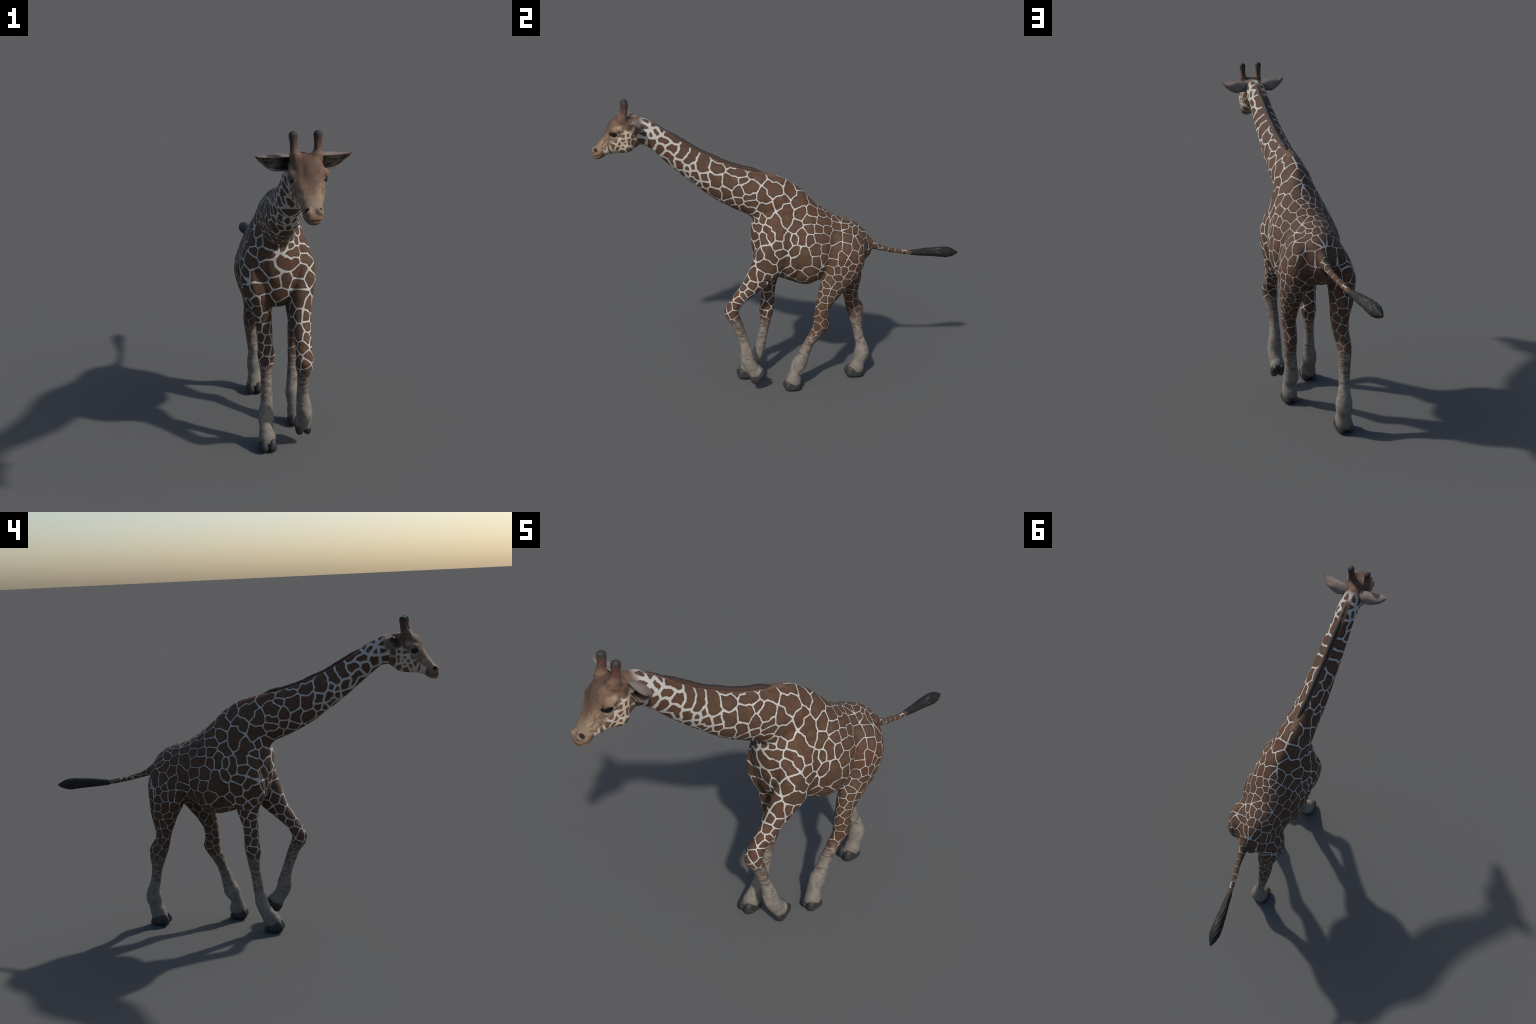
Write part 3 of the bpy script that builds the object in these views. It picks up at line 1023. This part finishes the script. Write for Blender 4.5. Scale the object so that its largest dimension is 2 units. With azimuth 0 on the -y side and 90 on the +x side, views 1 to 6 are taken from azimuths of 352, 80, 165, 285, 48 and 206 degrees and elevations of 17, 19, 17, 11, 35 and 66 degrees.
# rump and thigh: smaller plates
HAUNCH_PATCHES = [
    [(0.251, 0.896), (0.266, 0.889), (0.250, 0.872)], [(0.310, 0.891), (0.317, 0.879)],
    [(0.365, 0.914), (0.365, 0.900)], [(0.017, 0.391, 0.929)], [(0.093, 0.387, 0.883), (0.384, 0.870)],
    [(0.358, 0.863), (0.361, 0.846)], [(0.263, 0.846), (0.239, 0.816), (0.240, 0.795)],
    [(0.307, 0.846), (0.309, 0.826)], [(0.282, 0.797), (0.285, 0.768)], [(0.344, 0.805), (0.341, 0.778)],
    [(0.397, 0.817), (0.401, 0.777)], [(0.315, 0.758)], [(0.238, 0.765), (0.227, 0.751)],
    [(0.224, 0.724), (0.232, 0.711)], [(0.256, 0.716), (0.243, 0.701)], [(0.301, 0.720)], [(0.334, 0.738)],
    [(0.381, 0.721)], [(0.328, 0.699)], [(0.436, 0.843)], [(0.423, 0.886)]]

# along the back and round the tail
BACK_PATCHES = [
    [(0.021, 0.184, 1.026)], [(0.000, 0.173, 1.032)], [(0.000, 0.143, 1.054)], [(0.015, 0.208, 1.009)],
    [(0.000, 0.196, 1.015)], [(0.000, 0.237, 0.991)], [(-0.047, 0.218, 0.985)], [(0.030, 0.285, 0.966)],
    [(0.000, 0.330, 0.958)], [(-0.050, 0.312, 0.946)], [(-0.050, 0.349, 0.932)], [(-0.079, 0.317, 0.913)],
    [(-0.016, 0.375, 0.937)], [(0.000, 0.413, 0.916)], [(0.032, 0.415, 0.905)], [(0.454, 0.846)],
    [(0.091, 0.426, 0.772), (0.102, 0.422, 0.747)], [(0.414, 0.810), (0.404, 0.778)], [(0.461, 0.749)],
    [(0.402, 0.886), (0.420, 0.883)], [(0.329, 0.912), (0.341, 0.920)], [(0.367, 0.933)], [(0.122, 0.412, 0.722)]]

# throat
THROAT_PATCHES = [
    [(-0.017, -0.504, 1.158)], [(0.000, -0.443, 1.110), (-0.421, 1.100)],
    [(-0.032, -0.558, 1.212), (0.000, -0.576, 1.212)], [(0.000, -0.414, 1.089), (0.000, -0.373, 1.064)],
    [(0.000, -0.343, 1.044)]]

# small spots of the cheek
CHEEK_SPOTS = [
    [(-0.842, 1.373)], [(-0.814, 1.380), (-0.816, 1.360)], [(-0.797, 1.365)], [(-0.863, 1.358)],
    [(-0.896, 1.339), (-0.891, 1.350)], [(-0.915, 1.330)], [(-0.933, 1.332)], [(-0.870, 1.336)], [(-0.844, 1.343)],
    [(-0.821, 1.335)], [(-0.849, 1.323)], [(-0.881, 1.368)], [(-0.841, 1.399)], [(-0.819, 1.399)], [(-0.840, 1.421)],
    [(-0.800, 1.393)], [(-0.830, 1.426)], [(-0.950, 1.321)], [(-0.835, 1.360)]]

# breast: the only part whose two sides differ; x, y, z
# large plates parted by a broad pale cross
BREAST_PLATES = [
    [(-0.078, -0.152, 0.923), (-0.048, -0.167, 0.925)], [(0.046, -0.165, 0.924), (0.068, -0.155, 0.925)],
    [(-0.059, -0.167, 0.874), (-0.038, -0.173, 0.849), (-0.045, -0.172, 0.880)],
    [(-0.001, -0.177, 0.889), (0.029, -0.175, 0.887), (0.062, -0.161, 0.881)],
    [(0.011, -0.177, 0.855), (0.037, -0.173, 0.850)], [(-0.025, -0.169, 0.795)], [(0.022, -0.170, 0.800)],
    [(0.076, -0.159, 0.783)], [(0.091, -0.152, 0.840), (0.081, -0.152, 0.825)],
    [(-0.096, -0.143, 0.828), (-0.082, -0.150, 0.811)], [(-0.125, -0.108, 0.897), (-0.117, -0.122, 0.879)],
    [(-0.154, -0.108, 0.825)], [(-0.088, -0.150, 0.772), (-0.068, -0.150, 0.771)],
    [(-0.056, -0.160, 0.979), (-0.037, -0.164, 0.959)], [(0.043, -0.160, 0.961)], [(-0.085, -0.120, 0.970)],
    [(-0.009, -0.155, 0.735)], [(0.016, -0.161, 0.764)]]

# legs, each in its own pose: x, y, z
# left forelimb
LEFT_FORELIMB = [
    [(0.122, -0.183, 0.687), (0.128, -0.177, 0.669)], [(0.111, -0.183, 0.721)],
    [(0.143, -0.143, 0.680), (0.139, -0.145, 0.660)], [(0.143, -0.107, 0.670)],
    [(0.127, -0.188, 0.631), (0.130, -0.176, 0.619)], [(0.128, -0.123, 0.623)], [(0.108, -0.224, 0.608)],
    [(0.125, -0.198, 0.581)], [(0.121, -0.224, 0.564)], [(0.121, -0.140, 0.598)], [(0.118, -0.248, 0.544)],
    [(0.121, -0.221, 0.561)], [(0.119, -0.233, 0.530)], [(0.118, -0.260, 0.506)], [(0.111, -0.275, 0.520)],
    [(0.102, -0.301, 0.495)], [(0.074, -0.175, 0.736), (0.073, -0.185, 0.708)], [(0.108, -0.195, 0.682)],
    [(0.068, -0.206, 0.652)], [(0.105, -0.209, 0.646)], [(0.061, -0.232, 0.594), (0.061, -0.247, 0.573)],
    [(0.102, -0.227, 0.610)], [(0.098, -0.259, 0.565)], [(0.070, -0.276, 0.536)], [(0.082, -0.306, 0.490)],
    [(0.049, -0.296, 0.477)], [(0.047, -0.170, 0.667)]]

# right forelimb
RIGHT_FORELIMB = [
    [(-0.065, -0.134, 0.704), (-0.058, -0.117, 0.671)], [(-0.102, -0.120, 0.664), (-0.103, -0.104, 0.637)],
    [(-0.052, -0.103, 0.612)], [(-0.092, -0.088, 0.565)], [(-0.055, -0.099, 0.556)], [(-0.082, -0.089, 0.513)],
    [(-0.050, -0.098, 0.500)], [(-0.083, -0.088, 0.466)], [(-0.054, -0.100, 0.458)], [(-0.026, -0.083, 0.443)],
    [(-0.147, -0.037, 0.695)], [(-0.132, -0.107, 0.686)], [(-0.134, -0.073, 0.665)], [(-0.106, -0.085, 0.608)],
    [(-0.116, -0.050, 0.626)], [(-0.095, -0.086, 0.572)], [(-0.101, -0.051, 0.567)], [(-0.089, -0.083, 0.534)],
    [(-0.096, -0.051, 0.532)], [(-0.089, -0.081, 0.506)], [(-0.093, -0.051, 0.486)], [(-0.088, -0.080, 0.472)]]

# left hindlimb
LEFT_HINDLIMB = [
    [(0.138, 0.193, 0.676)], [(0.162, 0.219, 0.662), (0.170, 0.234, 0.651)], [(0.157, 0.210, 0.634)],
    [(0.157, 0.205, 0.615)], [(0.162, 0.208, 0.597)], [(0.144, 0.182, 0.568)], [(0.175, 0.265, 0.633)],
    [(0.169, 0.247, 0.586)], [(0.181, 0.260, 0.681)], [(0.161, 0.204, 0.554)], [(0.137, 0.174, 0.529)],
    [(0.156, 0.193, 0.510)], [(0.166, 0.237, 0.556)], [(0.156, 0.193, 0.505)], [(0.138, 0.170, 0.471)],
    [(0.156, 0.208, 0.461)], [(0.149, 0.185, 0.436)], [(0.150, 0.218, 0.408)], [(0.146, 0.178, 0.390)],
    [(0.088, 0.200, 0.524), (0.086, 0.204, 0.542)], [(0.081, 0.225, 0.555)], [(0.091, 0.215, 0.482)],
    [(0.098, 0.177, 0.457)], [(0.089, 0.205, 0.441)], [(0.111, 0.176, 0.548)]]

# right hindlimb
RIGHT_HINDLIMB = [
    [(-0.113, 0.277, 0.760), (-0.111, 0.286, 0.737)], [(-0.131, 0.320, 0.725), (-0.130, 0.316, 0.697)],
    [(-0.141, 0.354, 0.721), (-0.143, 0.354, 0.705)], [(-0.136, 0.386, 0.736)], [(-0.135, 0.407, 0.697)],
    [(-0.141, 0.382, 0.693)], [(-0.129, 0.429, 0.706)], [(-0.119, 0.436, 0.658)], [(-0.133, 0.402, 0.651)],
    [(-0.136, 0.363, 0.652), (-0.131, 0.369, 0.634)], [(-0.120, 0.355, 0.609)], [(-0.121, 0.323, 0.644)],
    [(-0.106, 0.421, 0.564)], [(-0.108, 0.388, 0.560)], [(-0.104, 0.360, 0.571)], [(-0.095, 0.418, 0.504)],
    [(-0.093, 0.383, 0.510)], [(-0.096, 0.411, 0.464)], [(-0.081, 0.386, 0.443)], [(-0.095, 0.438, 0.423)],
    [(-0.088, 0.410, 0.398)], [(-0.073, 0.395, 0.394)], [(-0.089, 0.436, 0.363)], [(-0.019, 0.398, 0.554)],
    [(-0.018, 0.390, 0.521)], [(-0.022, 0.424, 0.581)], [(-0.024, 0.388, 0.484)], [(-0.022, 0.425, 0.507)]]


def coat_centres(S):
    """Patch points for every region: hand-placed ones, mirrored, plus filler where none is near."""
    from mathutils.bvhtree import BVHTree
    reg = region_of(S.co[S.q].mean(1))
    tree = BVHTree.FromPolygons([Vector(v) for v in S.co], [tuple(int(i) for i in q) for q in S.q])

    def drop(p, side):
        if len(p) == 3:
            return (mid_x(p[1]) + side * p[0], p[1], p[2])
        h = tree.ray_cast(Vector((side * 1.0, p[0], p[1])), Vector((-side, 0, 0)))[0]
        return tuple(h) if h is not None else None

    patches = []

    def mirror(lists, sides=(1, -1)):
        for pts in lists:
            if any(len(p) == 3 and p[0] == 0 for p in pts):     # a plate that lies across the midline
                patches.append([r for r in (drop(p, s) for p in pts for s in (1, -1)) if r is not None])
                continue
            for s in sides:
                q = [r for r in (drop(p, s) for p in pts) if r is not None]
                if q:
                    patches.append(q)

    patches.extend([list(p) for p in BREAST_PLATES])
    for group in (NECK_PATCHES, SHOULDER_PATCHES, FLANK_PATCHES, BACK_PATCHES, THROAT_PATCHES):
        mirror(group)
    # on the right the thigh is carried further back, so its plates shift with it
    mirror(HAUNCH_PATCHES, (1,))
    mirror([[p if len(p) == 3 else (p[0] + .075 * min(1, max(0, (.88 - p[1]) / .20)), p[1]) for p in pts] for pts in HAUNCH_PATCHES], (-1,))
    for group in (LEFT_FORELIMB, RIGHT_FORELIMB, LEFT_HINDLIMB, RIGHT_HINDLIMB):
        patches.extend([list(p) for p in group])

    # two readings of one and the same plate: keep the first
    kept, taken = [], np.zeros((0, 3))
    for pts in patches:
        lim = .023 if pts[0][2] < .66 else .038 if pts[0][1] < -.13 and pts[0][2] < .96 else .022
        free = [q for q in pts if not len(taken) or np.min(((taken - np.array(q)) ** 2).sum(1)) > lim ** 2]
        if free and (free[0] == pts[0] or len(free) > 1):
            kept.append(free)
            taken = np.vstack([taken, np.array(free)])
    patches = kept

    # filler on the parts that no patch was placed on (inside of legs, belly, far sides)
    rng = np.random.default_rng(11)
    flat = np.array([p for g in patches for p in g])
    area = np.zeros(len(S.co), int)
    area[S.q.ravel()] = np.repeat(reg, 4)
    nrm = S.normals()
    order = rng.permutation(len(S.co))[::9]
    added = []
    for i in order:
        v, r = S.co[i], area[i]
        if r in (2, 7, 8, 9) or v[2] < .30:
            continue
        gap = .037 if r in (3, 4, 5, 6) else (.050 if nrm[i, 2] < -.35 else .075)
        near = np.min(((flat - v) ** 2).sum(1))
        if near < gap * gap:
            continue
        flat = np.vstack([flat, v])
        patches.append([tuple(v)])
        added.append(v)

    def around(indices, reach):
        pts = S.co[np.unique(S.q[np.isin(reg, indices)])][::17]
        return [g for g in patches
                if min(np.min(((pts - np.array(p)) ** 2).sum(1)) for p in g) < reach ** 2]

    cheek = [[(mid_x(p[-2]) + s * abs(drop(p, 1)[0] - mid_x(p[-2])), *p[-2:]) for p in g] for g in CHEEK_SPOTS for s in (1, -1)]
    tail = [[(.03 - .05 * t + .012 * math.cos(k * 2.4 + j * 3.1), .45 + .29 * t, .825 - .07 * t ** .6 + .012 * math.sin(k * 2.4 + j * 3.1))]
            for k, t in enumerate(np.linspace(0, 1, 9)) for j in (0, 1)]
    out = {'torso': around([0], .06), 'neck': around([1], .055), 'head': cheek, 'tail': tail + around([7], .03)}
    for k, i in (('LF', 3), ('RF', 4), ('LH', 5), ('RH', 6)):
        out[k] = around([i], .06)
    return out


# -------------------------------- assembly ----------------------------------

def build():
    col = bpy.context.scene.collection
    root = bpy.data.objects.new('giraffe', None)
    root['label'] = 'young reticulated giraffe walking with neck stretched forward'
    root['category'] = 'giraffe'
    col.objects.link(root)

    def add(name, me, mat, parent, matrix=None):
        ob = bpy.data.objects.new(name, me)
        col.objects.link(ob)
        ob.parent = parent
        if matrix is not None:
            ob.matrix_local = matrix
        if mat is not None:
            me.materials.clear()
            for m in (mat if isinstance(mat, (list, tuple)) else [mat]):
                me.materials.append(m)
        return ob

    S = build_skin()
    pieces = split_skin(S)
    cen = coat_centres(S)
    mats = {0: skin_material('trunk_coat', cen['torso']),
            1: skin_material('neck_coat', cen['neck']),
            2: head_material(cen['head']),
            3: skin_material('forelimb_coat', cen['LF'], .445, .05),
            4: skin_material('forelimb_coat', cen['RF'], .385, .05),
            5: skin_material('hindlimb_coat', cen['LH'], .350, .05),
            6: skin_material('hindlimb_coat', cen['RH'], .395, .06),
            7: skin_material('tail_coat', cen['tail']),
            8: ossicone_material()}
    mats[9] = mats[8]
    made = {}
    for i, name, me in pieces:
        parent = made[2] if i in (8, 9) else root
        made[i] = add(name, me, mats[i], parent)

    from mathutils import Matrix
    hm = hoof_mesh(False)
    shade_smooth(hm, 50)
    hmat = hoof_material()
    # limb, sole centre, pitch in degrees, heading in degrees
    for i, c, pitch, head, sc in ((4, (-.069, -.160, .000), 0, 2, 1.0), (3, (.100, -.106, .0775), 49, 0, .93),
                                  (5, (.100, .073, .000), 0, 4, .93), (6, (-.045, .461, .000), 0, 0, 1.03)):
        M = Matrix.Translation(c) @ Matrix.Rotation(math.radians(head), 4, 'Z') @ Matrix.Rotation(math.radians(pitch), 4, 'X') @ Matrix.Scale(sc, 4)
        add('hoof', hm, hmat, made[i], M)

    em = [plain_ear(False), plain_ear(True)]
    for s in (1, -1):
        me = ear_mesh(s)
        shade_smooth(me, 70)
        ob = add('ear', me, em, made[2])
        half = len(me.polygons)
        nt, n = 22, len(me.vertices) // (2 * 23)
        for k, pl in enumerate(me.polygons):
            vs = list(pl.vertices)
            inner = min(vs) >= len(me.vertices) // 2
            pl.material_index = 1 if inner else 0
    emat = eye_material()
    V, F = blob((0, 0, 0), (.0125, .0255, .0175), seg=40)
    eye = new_mesh('eye', V, F)
    shade_smooth(eye)
    near_eye = np.where((np.abs(S.co[:, 1] + .889) < .004) & (np.abs(S.co[:, 2] - 1.4055) < .004))[0]
    for s in (1, -1):
        xs = S.co[near_eye, 0]
        surf = xs[(xs + .016) * s > .02].mean()
        add('eye', eye, emat, made[2], Matrix.Translation((surf - s * .0082, -.889, 1.4055))
            @ Matrix.Rotation(math.radians(-s * 13), 4, 'Z') @ Matrix.Rotation(math.radians(8), 4, 'X'))
    me = mane_mesh()
    shade_smooth(me)
    add('mane', me, mane_material(), made[1])
    me = tuft_mesh()
    shade_smooth(me)
    t = add('tail_tuft', me, tuft_material(), made[7])
    return root


build()
